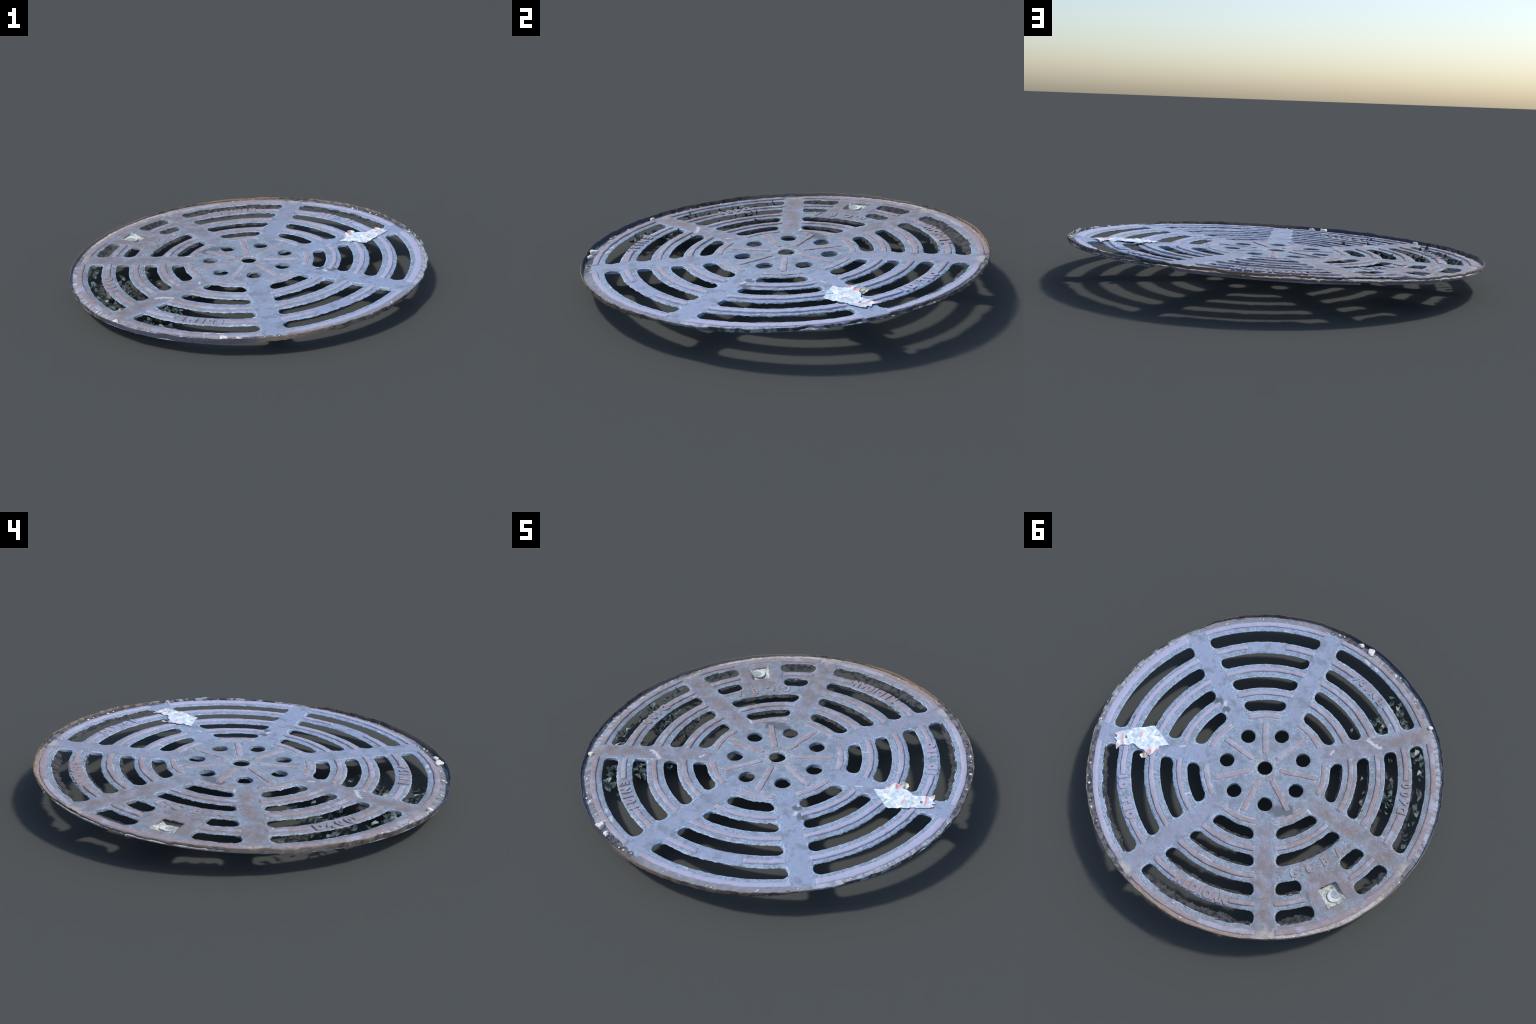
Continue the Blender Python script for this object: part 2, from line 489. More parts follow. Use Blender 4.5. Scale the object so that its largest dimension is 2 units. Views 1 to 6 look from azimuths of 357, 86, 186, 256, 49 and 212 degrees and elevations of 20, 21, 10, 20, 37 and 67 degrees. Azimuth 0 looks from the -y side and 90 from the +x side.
        col = N.mix(N.math('MULTIPLY', N.dash(x0, y0, x1, y1, hw, 1.4), 0.6), col, (0.66, 0.70, 0.76))
    N.add_bump(N.math('ADD', g1, N.math('MULTIPLY', N.noise(240, 3), 0.5)), 0.55, 0.004)
    return N.done(col)


def rib_material(name='worn_rib'):
    N = Nodes(name, 0.7, 0.3)
    w = N.mix(warm_side(N, -0.85, 0.30), (0.400, 0.415, 0.580), (0.282, 0.236, 0.255))
    w = N.mix(N.ramp(N.noise(45, 4, 0.65), 0.45, 0.72, 0, 0.5), w, (0.37, 0.39, 0.50))
    w = N.mix(N.ramp(N.noise(6.5, 3, 0.6, off=(3, 7, 1)), 0.52, 0.64, 0, 0.65), w, (0.40, 0.42, 0.54))
    w = N.mix(N.ramp(N.noise(120, 3, 0.6), 0.60, 0.75, 0, 0.4), w, GRAIN_DARK)
    N.add_bump(N.noise(150, 4, 0.7), 0.35, 0.003)
    return N.done(w)


def gutter_material():
    N = Nodes('gutter_dirt', 0.9)
    r, th = N.polar()
    st = N.streaks(th, r)
    n = N.noise(30, 5, 0.7)
    col = N.mix(N.ramp(n, 0.35, 0.65), (0.045, 0.048, 0.058), (0.20, 0.215, 0.245))
    pale = N.mix(N.ramp(st, 0.36, 0.58), (0.20, 0.22, 0.26), (0.42, 0.46, 0.54))
    col = N.mix(N.arc(th, -10, 24), col, pale)
    col = N.mix(N.math('MULTIPLY', N.arc(th, -58, 24), 0.85), col, N.mix(n, (0.19, 0.20, 0.24), (0.33, 0.36, 0.43)))
    col = N.mix(N.math('MULTIPLY', N.arc(th, -118, 20), 0.55), col, pale)
    col = N.mix(N.math('MULTIPLY', N.arc(th, -160, 24), 0.9), col, pale)
    sand = N.mix(N.ramp(n, 0.35, 0.65), (0.30, 0.28, 0.27), (0.52, 0.49, 0.48))
    col = N.mix(N.arc(th, 140, 26), col, sand)
    col = N.mix(N.arc(th, 95, 22), col, N.mix(n, (0.22, 0.17, 0.15), (0.40, 0.33, 0.31)))
    col = N.mix(N.ramp(st, 0.30, 0.24), col, (0.02, 0.02, 0.025))
    col = N.mix(N.ramp(N.noise(48, 2), 0.67, 0.72), col, (0.75, 0.76, 0.76))
    N.add_bump(N.math('ADD', n, N.math('MULTIPLY', st, 0.5)), 0.5, 0.005)
    return N.done(col)


def frame_material():
    N = Nodes('rusty_frame', 0.85)
    r, th = N.polar()
    n = N.noise(26, 5, 0.7); st = N.streaks(th, r, 55, 6)
    col = N.mix(N.ramp(n, 0.35, 0.65), (0.045, 0.042, 0.045), (0.17, 0.14, 0.12))
    col = N.mix(N.arc(th, -8, 26), col, N.mix(N.ramp(N.noise(14, 4, 0.6, off=(4, 0, 2)), 0.44, 0.56), (0.06, 0.065, 0.075), (0.36, 0.39, 0.46)))
    col = N.mix(N.arc(th, -112, 24), col, N.mix(n, (0.02, 0.024, 0.04), (0.11, 0.12, 0.17)))
    col = N.mix(N.arc(th, -80, 10), col, N.mix(n, (0.11, 0.085, 0.075), (0.26, 0.21, 0.18)))
    col = N.mix(N.arc(th, 92, 14), col, N.mix(n, (0.17, 0.11, 0.075), (0.34, 0.235, 0.165)))
    col = N.mix(N.arc(th, 44, 22), col, N.mix(N.ramp(n, 0.35, 0.65), (0.07, 0.063, 0.06), (0.26, 0.235, 0.215)))  # colour darkened here for the shade on the wall's unlit outer face
    col = N.mix(N.arc(th, 158, 30), col, N.mix(n, (0.13, 0.11, 0.10), (0.30, 0.25, 0.23)))
    col = N.mix(N.ramp(N.noise(60, 3), 0.68, 0.76), col, (0.5, 0.46, 0.42))
    N.add_bump(N.math('ADD', n, N.math('MULTIPLY', st, 0.5)), 0.5, 0.005)
    return N.done(col)


def simple_material(name, a, b, scale, rough=0.85, bump=0.4, lo=0.38, hi=0.62):
    N = Nodes(name, rough)
    n = N.noise(scale, 5, 0.65)
    N.add_bump(n, bump, 0.004)
    return N.done(N.mix(N.ramp(n, lo, hi), a, b))


def sticker_material():
    N = Nodes('torn_paper', 0.6, 0.4)
    col = N.mix(N.ramp(N.noise(35, 4, 0.6), 0.40, 0.62), (0.50, 0.62, 0.71), (0.78, 0.86, 0.92))
    col = N.mix(N.ramp(N.noise(16, 3, 0.6, off=(3, 3, 0)), 0.55, 0.66), col, (0.93, 0.94, 0.95))
    dark = N.ramp(N.noise(85, 4, 0.75, distort=1.5), 0.63, 0.70)
    col = N.mix(N.math('MULTIPLY', dark, 0.7), col, (0.15, 0.18, 0.22))
    col = N.mix(N.dash(0.775, 0.235, 0.768, 0.240, 0.006), col, (0.18, 0.19, 0.26))
    for x0, y0, x1, y1, hw, al in ((0.800, 0.231, 0.764, 0.284, 0.0055, 0.85), (0.826, 0.243, 0.822, 0.252, 0.006, 0.7), (0.711, 0.170, 0.702, 0.192, 0.0065, 0.7),
                               (0.693, 0.205, 0.690, 0.215, 0.005, 0.6), (0.618, 0.240, 0.612, 0.258, 0.010, 0.9), (0.586, 0.213, 0.580, 0.226, 0.009, 0.9),
                               (0.786, 0.298, 0.778, 0.316, 0.008, 0.5), (0.760, 0.212, 0.748, 0.204, 0.003, 0.4), (0.756, 0.226, 0.742, 0.230, 0.003, 0.45),
                               (0.622, 0.270, 0.616, 0.282, 0.007, 0.8), (0.60, 0.170, 0.592, 0.160, 0.004, 0.35)):
        col = N.mix(N.math('MULTIPLY', N.dash(x0, y0, x1, y1, hw, 0.7), al), col, (0.78, 0.27, 0.30))
    N.add_bump(N.noise(45, 3), 0.3, 0.004)
    return N.done(col)


def leaf_material(name, a, b):
    N = Nodes(name, 0.6, 0.3)
    col = N.mix(N.ramp(N.noise(18, 3), 0.4, 0.6), a, b)
    N.put(N.bsdf.inputs['Base Color'], col)
    tr = N.n.new('ShaderNodeBsdfTranslucent'); N.put(tr.inputs['Color'], col)
    mx = N.n.new('ShaderNodeMixShader'); mx.inputs[0].default_value = 0.25
    N.l.new(N.bsdf.outputs[0], mx.inputs[1]); N.l.new(tr.outputs[0], mx.inputs[2])
    N.l.new(mx.outputs[0], N.n['Material Output'].inputs['Surface'])
    return N.mat


IRON = iron_plate_material()
RIB = rib_material()
GUTTER = gutter_material()
FRAMEMAT = frame_material()
DARK_MATTE = simple_material('dark_slot_sheet', (0.022, 0.024, 0.027), (0.075, 0.076, 0.078), 30, 0.95, 0.6)
SILT = simple_material('dry_silt', (0.26, 0.28, 0.24), (0.62, 0.66, 0.64), 45, 0.9, 0.9)
CHALK = simple_material('pale_disc', (0.50, 0.52, 0.52), (0.68, 0.70, 0.70), 30, 0.7, 0.3)
DISC = simple_material('grey_disc', (0.27, 0.30, 0.31), (0.40, 0.43, 0.44), 40, 0.7, 0.3)
MULCH = simple_material('leaf_mulch', (0.05, 0.055, 0.05), (0.17, 0.19, 0.17), 50, 0.95, 0.9)
STONE = simple_material('white_stone', (0.62, 0.58, 0.54), (0.92, 0.90, 0.87), 35, 0.8, 0.5)
PAPER = sticker_material()
TAN = simple_material('dirty_paper', (0.28, 0.27, 0.25), (0.72, 0.70, 0.64), 60, 0.8, 0.5)
LEAF_A = leaf_material('grey_green_leaf', (0.09, 0.12, 0.12), (0.24, 0.30, 0.29))
LEAF_B = leaf_material('yellow_leaf', (0.30, 0.32, 0.18), (0.62, 0.60, 0.42))
LEAF_C = leaf_material('pale_leaf', (0.28, 0.36, 0.33), (0.50, 0.56, 0.52))


# ------------------------------------------------------------------ the cast plate
def plate_depth(x, y):
    r = np.hypot(x, y)
    off, k = spoke_offset(x, y)
    d = 0.0042 + 0.0008 * fbm(x * 25, y * 25, 31) + 0.003 * (1 - smooth(0.0, 0.03, off - spoke_half(r)))
    return d * (1 - 0.55 * smooth(0.90, 0.95, r))


def build_plate():
    nr, nt = 166, 1080
    rad = np.linspace(0.034, 0.990, nr)
    ang = np.arange(nt) * 2 * math.pi / nt + 0.0007
    R, T = np.meshgrid(rad, ang, indexing='ij')
    X = (R * np.cos(T)).ravel(); Y = (R * np.sin(T)).ravel()
    i, j = np.meshgrid(np.arange(nr - 1), np.arange(nt), indexing='ij')
    a = (i * nt + j).ravel(); b = (i * nt + (j + 1) % nt).ravel()
    c = ((i + 1) * nt + (j + 1) % nt).ravel(); d = ((i + 1) * nt + j).ravel()
    quads = np.stack([a, d, c, b], 1)          # counter-clockwise seen from above
    P, q, t, edges, owner = clip_grid(X, Y, quads, plate_distance, 0.0016)
    x, y = P[:, 0], P[:, 1]
    sd = np.maximum(plate_distance(x, y, False), 0)
    zt = top_height(x, y) - 0.0026 * (1 - np.clip(sd / 0.012, 0, 1)) ** 2
    n = len(P)
    bidx = np.unique(edges)
    e = 1e-3
    bx, by = x[bidx], y[bidx]
    gx = plate_distance(bx + e, by, False) - plate_distance(bx - e, by, False)
    gy = plate_distance(bx, by + e, False) - plate_distance(bx, by - e, False)
    L = np.maximum(np.hypot(gx, gy), 1e-9); gx, gy = -gx / L, -gy / L      # out of the iron
    dep = plate_depth(x, y)
    br = np.maximum(np.hypot(bx, by), 1e-6)
    radial = (gx * bx + gy * by) / br                       # +1 wall faces outward, -1 faces the middle
    across = np.abs(gx * by - gy * bx) / br                 # 1 at the slot ends
    ragged = smooth(0.2, 0.9, radial)
    deep = 0.0038 + 0.010 * smooth(0.55, 0.95, across) + 0.007 * (1 - smooth(0.28, 0.31, br))
    deep = np.where(br > 0.95, 0.0035, deep); ragged = np.where(br > 0.95, 0.0, ragged)
    dep[bidx] = deep + (0.0008 + 0.0012 * ragged) * vnoise(bx * 55, by * 55, 41) + 0.0012 * ragged * vnoise(bx * 130, by * 130, 42)
    zb = zt - dep
    levels = [(0.20, 0.0006, 0.0006), (0.55, 0.0016, 0.0016), (0.85, 0.0022, 0.0026)]
    Vt = np.stack([x, y, zt], 1)
    Vb = np.stack([x, y, zb], 1)
    flare = 0.0010 + 0.0030 * ragged * vnoise(bx * 75, by * 75, 43)
    Vb[bidx, 0] += gx * flare; Vb[bidx, 1] += gy * flare
    V = [Vt, Vb]; maps = []
    base = 2 * n
    for f, o, amp in levels:
        oo = o * 0.6 + amp * (0.25 + 0.75 * ragged) * (vnoise(bx * 90, by * 90, int(f * 100)) + 0.5 * vnoise(bx * 220, by * 220, int(f * 90)))
        V.append(np.stack([bx + gx * oo, by + gy * oo, zt[bidx] - f * dep[bidx]], 1))
        m = np.full(n, -1); m[bidx] = base + np.arange(len(bidx)); maps.append(m); base += len(bidx)
    V = np.concatenate(V)
    chain = [np.arange(n)] + maps + [np.arange(n) + n]
    cells = np.concatenate([P[q].mean(1), P[t].mean(1)])
    lab = region(cells[:, 0], cells[:, 1])
    Q = [q, (q + n)[:, ::-1]]; QL = [lab[:len(q)], lab[:len(q)]]
    for u, v in zip(chain[:-1], chain[1:]):
        Q.append(np.stack([u[edges[:, 1]], u[edges[:, 0]], v[edges[:, 0]], v[edges[:, 1]]], 1)); QL.append(lab[owner])
    T3 = [t, (t + n)[:, ::-1]]; TL = [lab[len(q):], lab[len(q):]]
    return V, np.concatenate(Q), np.concatenate(T3), np.concatenate(QL), np.concatenate(TL)


def region(x, y):
    """part number for a point of the plate: 0 hub, 1 rim, 2 panel, 10+k spoke, 100+10*sector+ring bar"""
    r = np.hypot(x, y); off, k = spoke_offset(x, y)
    near = np.round((np.arctan2(y, x) - PHASE) / STEP).astype(int) % SPOKES
    lab = np.full(len(x), 0)
    for j, (ri, ro) in enumerate(((0.42, 0.556), (0.556, 0.716), (0.716, 0.869))):
        m = (r >= ri) & (r < ro); lab[m] = 100 + 10 * k[m] + j
    lab[(k == PANEL) & (r >= 0.556)] = 2
    m = (off < spoke_half(r) + 0.004) & (r > 0.33); lab[m] = 10 + near[m]
    lab[r >= 0.896] = 1
    lab[r < 0.355] = 0
    m = (r >= 0.355) & (r < 0.42) & (lab < 10); lab[m] = 0
    return lab


V, Q, T3, QL, TL = build_plate()
whole = mesh_arrays('casting', V, Q, T3)
smooth_shade(whole, 55)
CN = np.empty(len(whole.loops) * 3, np.float32)
whole.corner_normals.foreach_get('vector', CN); CN = CN.reshape(-1, 3)
QN = CN[:len(Q) * 4].reshape(-1, 4, 3); TN = CN[len(Q) * 4:].reshape(-1, 3, 3)


def part_name(lab):
    return ('hub' if lab == 0 else 'rim' if lab == 1 else 'lettered_panel' if lab == 2 else
            'spoke' if lab < 100 else 'ring_bar')


PARTS = {}
for lab in sorted(set(QL.tolist()) | set(TL.tolist())):
    q, t = Q[QL == lab], T3[TL == lab]
    use = np.unique(np.concatenate([q.ravel(), t.ravel()]))
    idx = np.zeros(len(V), int); idx[use] = np.arange(len(use))
    nm = part_name(lab)
    me = mesh_arrays(nm, V[use], idx[q], idx[t])
    smooth_shade(me)
    nrm = np.concatenate([QN[QL == lab].reshape(-1, 3), TN[TL == lab].reshape(-1, 3)])
    if len(nrm) == len(me.loops):
        me.normals_split_custom_set(nrm.tolist())
    PARTS[lab] = add(nm, me, IRON)
bpy.data.meshes.remove(whole)


def height_at(x, y):
    return float(top_height(np.array([x], float), np.array([y], float))[0])


# ------------------------------------------------------------------ raised ribs
RIB_COUNT = [0]


def loft_rib(points, half, top, wob=0.0019, seed=0, swell=None):
    """bar with softly rounded shoulders along a list of plan points (x, y)"""
    pts = np.array(points); m = len(pts)
    tan = np.gradient(pts, axis=0); tan /= np.hypot(tan[:, 0], tan[:, 1])[:, None]
    nor = np.stack([-tan[:, 1], tan[:, 0]], 1)
    prof = [(-1.12, -0.012), (-1.10, 0.0), (-1.0, 0.60), (-0.86, 0.93), (-0.40, 1.0), (0.40, 1.0), (0.86, 0.93), (1.0, 0.60), (1.10, 0.0), (1.12, -0.012)]
    Vs = []
    s = np.linspace(0, 1, m)
    arc = np.concatenate([[0], np.cumsum(np.hypot(*np.diff(pts, axis=0).T))])
    for i in range(m):
        x0, y0 = pts[i]
        end = min(arc[i], arc[-1] - arc[i])
        cap = 0.62 + 0.38 * min(1.0, end / 0.006)
        bw = half * (1 + (swell[i] if swell is not None else 0.0))
        for j, (u, hgt) in enumerate(prof):
            w = wob * float(vnoise(np.array([arc[i] * 28]), np.array([seed * 3.7 + (0 if u < 0 else 9)]), 51)[0])
            jit = 0.5 * wob * float(vnoise(np.array([arc[i] * 110]), np.array([seed + j * 2.1]), 52)[0])
            X = x0 + nor[i, 0] * (u * bw + w + jit); Y = y0 + nor[i, 1] * (u * bw + w + jit)
            base = BOWL * (X * X + Y * Y)
            if hgt < 0:
                z = base - 0.016
            else:
                z = base - 0.0042 + (top + 0.0042) * hgt * (cap if hgt > 0 else 1) + 0.0013 * float(vnoise(np.array([X * 60]), np.array([Y * 60]), 53)[0])
            Vs.append((X, Y, z))
    k = len(prof); F = []
    for i in range(m - 1):
        for j in range(k - 1):
            a = i * k + j
            F.append((a, a + k, a + k + 1, a + 1))
        F.append((i * k + k - 1, (i + 1) * k + k - 1, (i + 1) * k, i * k))
    F.append(tuple(range(k))); F.append(tuple((m - 1) * k + j for j in reversed(range(k))))
    me = mesh_from('rib', Vs, F)
    smooth_shade(me, 50)
    return me


def arc_points(r, a, b, step=0.006):
    n = max(4, int(abs(b - a) * r / step))
    return [(r * math.cos(a + (b - a) * i / n), r * math.sin(a + (b - a) * i / n)) for i in range(n + 1)]


def owner_of(x, y):
    lab = int(region(np.array([x]), np.array([y]))[0])
    return PARTS.get(lab)


def add_rib(points, half=0.0132, top=0.0040, swell=None):
    RIB_COUNT[0] += 1
    mid = points[len(points) // 2]
    me = loft_rib(points, half, top, seed=RIB_COUNT[0], swell=swell)
    return add('rib', me, RIB, parent=owner_of(*mid))


for s in range(SPOKES):
    a, b = spoke_angle(s), spoke_angle(s + 1)
    for j, r in enumerate(RIB_RADII):
        jit = 0.004 * math.sin(5.3 * s + 2.1 * j), 0.004 * math.cos(4.1 * s + 3.3 * j)
        lo, hi = a + math.asin((0.0525 + jit[0]) / r), b - math.asin((0.0525 + jit[1]) / r)
        if j == 3 and s in PADS:
            p, q = (math.radians(v) for v in PADS[s])
            while p < a:
                p += 2 * math.pi; q += 2 * math.pi
            spans = [(lo, p), (q, hi)]
        elif j == 3 and s == PANEL:
            spans = [(lo, math.radians(135.6)), (math.radians(154.6), hi)]
        elif j == 2 and s == PANEL:
            spans = []
        else:
            spans = [(lo, hi)]
        for p, q in spans:
            pts = arc_points(r, p, q)
            sw = None
            if j == 4 and s in (6, PANEL):
                sw = 0.25 + 0.25 * fbm(np.arange(len(pts)) * 0.10, np.zeros(len(pts)) + s, 61)
            add_rib(pts, half=0.0132 if j != 4 else 0.0145, swell=sw)
    m = 0.5 * (a + b)
    n = 26
    pts = [((0.086 + 0.203 * i / n) * math.cos(m), (0.086 + 0.203 * i / n) * math.sin(m)) for i in range(n + 1)]
    add_rib(pts, half=0.0140, top=0.0050)


# ------------------------------------------------------------------ raised lettering
def letter(ch, r, deg, size, top, squeeze=1.0, fat=0.004):
    cu = bpy.data.curves.new('letter', 'FONT')
    cu.body = ch; cu.align_x = 'CENTER'; cu.align_y = 'CENTER'
    cu.size = size; cu.extrude = 0.006; cu.bevel_depth = 0.0015; cu.bevel_resolution = 1
    cu.offset = fat; cu.resolution_u = 4
    tmp = bpy.data.objects.new('letter_source', cu)
    bpy.context.scene.collection.objects.link(tmp)
    dg = bpy.context.evaluated_depsgraph_get()
    me = bpy.data.meshes.new_from_object(tmp.evaluated_get(dg))
    bpy.data.objects.remove(tmp); bpy.data.curves.remove(cu)
    co = np.empty(len(me.vertices) * 3); me.vertices.foreach_get('co', co); co = co.reshape(-1, 3)
    cx = 0.5 * (co[:, 0].min() + co[:, 0].max()); cy = 0.5 * (co[:, 1].min() + co[:, 1].max())
    a = math.radians(deg)
    # the feet of the letters point away from the middle
    u = (co[:, 0] - cx) * squeeze; v = -(co[:, 1] - cy)
    x = r * math.cos(a) + v * math.cos(a) - u * math.sin(a)
    y = r * math.sin(a) + v * math.sin(a) + u * math.cos(a)
    x = x + 0.0011 * vnoise(x * 170, y * 170, 141); y = y + 0.0011 * vnoise(x * 170, y * 170, 142)
    z = co[:, 2] - 0.0075 + top + BOWL * (x * x + y * y)
    me.vertices.foreach_set('co', np.stack([x, y, z], 1).ravel())
    me.update(); me.materials.clear(); smooth_shade(me, 35)
    me.name = 'letter'
    return add('letter', me, RIB, parent=owner_of(r * math.cos(a), r * math.sin(a)))


def word(chars, r, degs, size, top, squeeze=1.0, fat=0.003):
    for ch, d in zip(chars, degs):
        letter(ch, r, d, size, top, squeeze, fat)


word('REDIOAN', 0.795, (85.5, 88.8, 92.1, 94.9, 97.6, 100.8, 104.0), 0.064, 0.0036, 0.88, 0.0048)
word('EN124', 0.795, (-117.6, -113.4, -109.6, -106.3, -103.0), 0.062, 0.0034, 0.90, 0.0022)
word('D400', 0.799, (-168.7, -165.0, -161.4, -157.7), 0.066, 0.0034, 0.88, 0.0026)
word('IDTEO', 0.792, (34.6, 38.4, 45.2, 48.3, 51.5), 0.058, 0.0034, 0.95, 0.0045)
word('GCBA', 0.638, (134.2, 142.1, 150.4, 158.8), 0.074, 0.0040, 0.85, 0.0022)
letter('.', 0.660, 138.0, 0.08, 0.0040, 1.0, 0.001)


# ------------------------------------------------------------------ pocket with a chalky disc
def build_pocket():
    n = 44
    us = np.linspace(-POCKET[2] - 0.002, POCKET[2] + 0.002, n); vs = np.linspace(-POCKET[3] - 0.002, POCKET[3] + 0.002, n)
    U, W = np.meshgrid(us, vs, indexing='ij')
    t = (W + POCKET[3]) / (2 * POCKET[3])                       # 0 inner side, 1 outer side
    z = -0.0295 + 0.020 * smooth(0.05, 0.95, t) + 0.010 * smooth(0.035, 0.053, np.abs(U))
    z += 0.0035 * fbm(U * 60, W * 60, 71) + 0.0015 * vnoise(U * 190, W * 190, 72)
    return pocket_sheet('pocket_silt', U, W, z, SILT)


def pocket_sheet(name, U, W, z, mat):
    pr, pa = POCKET[0], POCKET[1]
    X = (pr + W) * math.cos(pa) - U * math.sin(pa); Y = (pr + W) * math.sin(pa) + U * math.cos(pa)
    Z = z + BOWL * (X * X + Y * Y)
    n, m = U.shape
    V = np.concatenate([np.stack([X, Y, Z], -1).reshape(-1, 3), np.stack([X, Y, np.minimum(Z - 0.004, -0.03)], -1).reshape(-1, 3)])
    F = []
    k = n * m
    for i in range(n - 1):
        for j in range(m - 1):
            a = i * m + j
            F.append((a, a + m, a + m + 1, a + 1)); F.append((k + a, k + a + 1, k + a + m + 1, k + a + m))
    ring = [i * m for i in range(n)] + [(n - 1) * m + j for j in range(1, m)] + [i * m + m - 1 for i in range(n - 2, -1, -1)] + [j for j in range(m - 2, 0, -1)]
    for a, b in zip(ring, ring[1:] + ring[:1]):
        F.append((b, a, k + a, k + b))
    me = mesh_from(name, V, F); smooth_shade(me, 40)
    return add(name, me, mat, parent=PARTS[2])


def disc_mesh(name, cu, cw, rad, z0, z1, mat, bite=None, n=40):
    """flat disc (or crescent when bite = (du, dw, r)) lying in the pocket"""
    pr, pa = POCKET[0], POCKET[1]
    outer = [(cu + rad * math.cos(i * 2 * math.pi / n), cw + rad * math.sin(i * 2 * math.pi / n)) for i in range(n)]
    if bite:
        bu, bw, br = bite
        keep = [p for p in outer if math.hypot(p[0] - bu, p[1] - bw) > br]
        start = next(i for i in range(n) if outer[i] in keep and outer[i - 1] not in keep)
        keep = [outer[(start + i) % n] for i in range(len(keep))]
        a0 = math.atan2(keep[-1][1] - bw, keep[-1][0] - bu); a1 = math.atan2(keep[0][1] - bw, keep[0][0] - bu)
        while a1 > a0:
            a1 -= 2 * math.pi
        inner = [(bu + br * math.cos(a0 + (a1 - a0) * i / 20), bw + br * math.sin(a0 + (a1 - a0) * i / 20)) for i in range(1, 20)]
        outer = keep + inner
    V = []
    for z in (z0, z1):
        for u, w in outer:
            X = (pr + w) * math.cos(pa) - u * math.sin(pa); Y = (pr + w) * math.sin(pa) + u * math.cos(pa)
            tilt = 0.10 * w
            V.append((X, Y, z + tilt + BOWL * (X * X + Y * Y)))
    m = len(outer)
    F = [tuple(reversed(range(m))), tuple(range(m, 2 * m))]
    F += [(i, (i + 1) % m, m + (i + 1) % m, m + i) for i in range(m)]
    me = mesh_from(name, V, [tuple(reversed(f)) for f in F]); smooth_shade(me, 40)
    return add(name, me, mat, parent=PARTS[2])


build_pocket()
disc_mesh('pocket_disc', 0.006, 0.010, 0.034, -0.028, -0.0108, DISC)
disc_mesh('pocket_crescent', 0.006, 0.010, 0.0335, -0.0118, -0.0091, CHALK, bite=(0.019, 0.006, 0.026))


# ------------------------------------------------------------------ ragged frame round the rim
# angle: gutter r, gutter h, wall r, wall top, wall bottom
FRAME_KEYS = [(-31, 0.980, -0.004, 0.990, 0.003, -0.006), (-20, 0.982, -0.008, 0.993, 0.007, -0.010),
              (8, 0.980, -0.006, 0.990, 0.009, -0.004), (22, 0.980, -0.003, 0.989, 0.013, -0.001),
              (45, 0.980, -0.003, 0.989, 0.016, -0.001), (60, 0.978, 0.000, 0.986, 0.016, 0.004),
              (75, 0.976, 0.001, 0.985, 0.016, 0.004), (95, 0.975, 0.002, 0.984, 0.016, 0.006),
              (120, 0.975, 0.003, 0.985, 0.014, 0.006), (145, 0.978, 0.002, 0.989, 0.014, 0.004),
              (170, 0.980, -0.002, 0.993, 0.018, -0.002),
              (200, 0.984, -0.006, 0.998, 0.016, -0.006), (222, 0.986, -0.006, 1.005, 0.012, -0.008),
              (250, 0.988, -0.008, 1.005, 0.016, -0.010), (275, 0.986, -0.006, 1.005, 0.016, -0.008),
              (300, 0.986, -0.006, 1.004, 0.015, -0.008), (317, 0.984, -0.006, 1.001, 0.012, -0.008),
              (322, 0.983, -0.004, 0.993, 0.003, -0.006), (329, 0.980, -0.004, 0.990, 0.003, -0.006)]


def frame_params(deg):
    ks = np.array(FRAME_KEYS)
    return [np.interp(deg, ks[:, 0], ks[:, i]) for i in range(1, 6)]


def build_frame():
    n = 900
    deg = -31 + 360 * np.arange(n) / n
    th = np.radians(deg)
    gr, gh, wr, wt, wb = frame_params(deg)
    c, s = np.cos(th), np.sin(th)
    nz = lambda f, seed: vnoise(c * f + 50, s * f + 50, seed)
    rag = 0.0030 * nz(7, 81) + 0.0035 * nz(16, 82) * np.abs(nz(31, 85)) * 2 + 0.0018 * nz(55, 83)
    # gutter: from under the rim down to the foot of the wall
    prof = [(0.952 + 0 * gr, -0.0030 + 0 * gr), (0.966 + 0 * gr, -0.001 + 0.0015 * nz(40, 84)), (gr - 0.006, 0.6 * gh + 0.003 * nz(40, 85)),
            (gr + 0.002 * nz(30, 86), gh + 0.003 * nz(60, 87)), (wr + 0.0005, gh - 0.001 + 0.003 * nz(50, 88)),
            (wr + 0.0005, gh - 0.0045), (0.952 + 0 * gr, -0.0055 + 0 * gr)]
    ring_mesh('gutter', prof, c, s, GUTTER)
    w2 = 0.004 * nz(11, 91) + 0.0008 * nz(60, 92)
    prof = [(wr + w2, wb + 1.4 * rag), (wr + w2, 0.5 * (wb + wt)), (wr + w2 + 0.0005, wt + rag - 0.002), (wr + w2 + 0.0025, wt + rag),
            (wr + w2 + 0.005, wt + rag - 0.002), (wr + w2 + 0.005 + 0.001 * nz(60, 93), 0.5 * (wb + wt)), (wr + w2 + 0.004, wb + 1.4 * rag)]
    ring_mesh('frame_wall', prof, c, s, FRAMEMAT)


def ring_mesh(name, prof, c, s, mat):
    n = len(c); k = len(prof)
    V = np.concatenate([np.stack([r * c, r * s, h + BOWL * r * r], 1) for r, h in prof])
    F = []
    for j in range(k):
        j2 = (j + 1) % k
        for i in range(n):
            i2 = (i + 1) % n
            F.append((j * n + i, j2 * n + i, j2 * n + i2, j * n + i2))
    me = mesh_from(name, V, F)
    smooth_shade(me, 50)
    import bmesh
    bm = bmesh.new(); bm.from_mesh(me); bmesh.ops.recalc_face_normals(bm, faces=bm.faces); bm.to_mesh(me); bm.free()
    return add(name, me, mat)


build_frame()


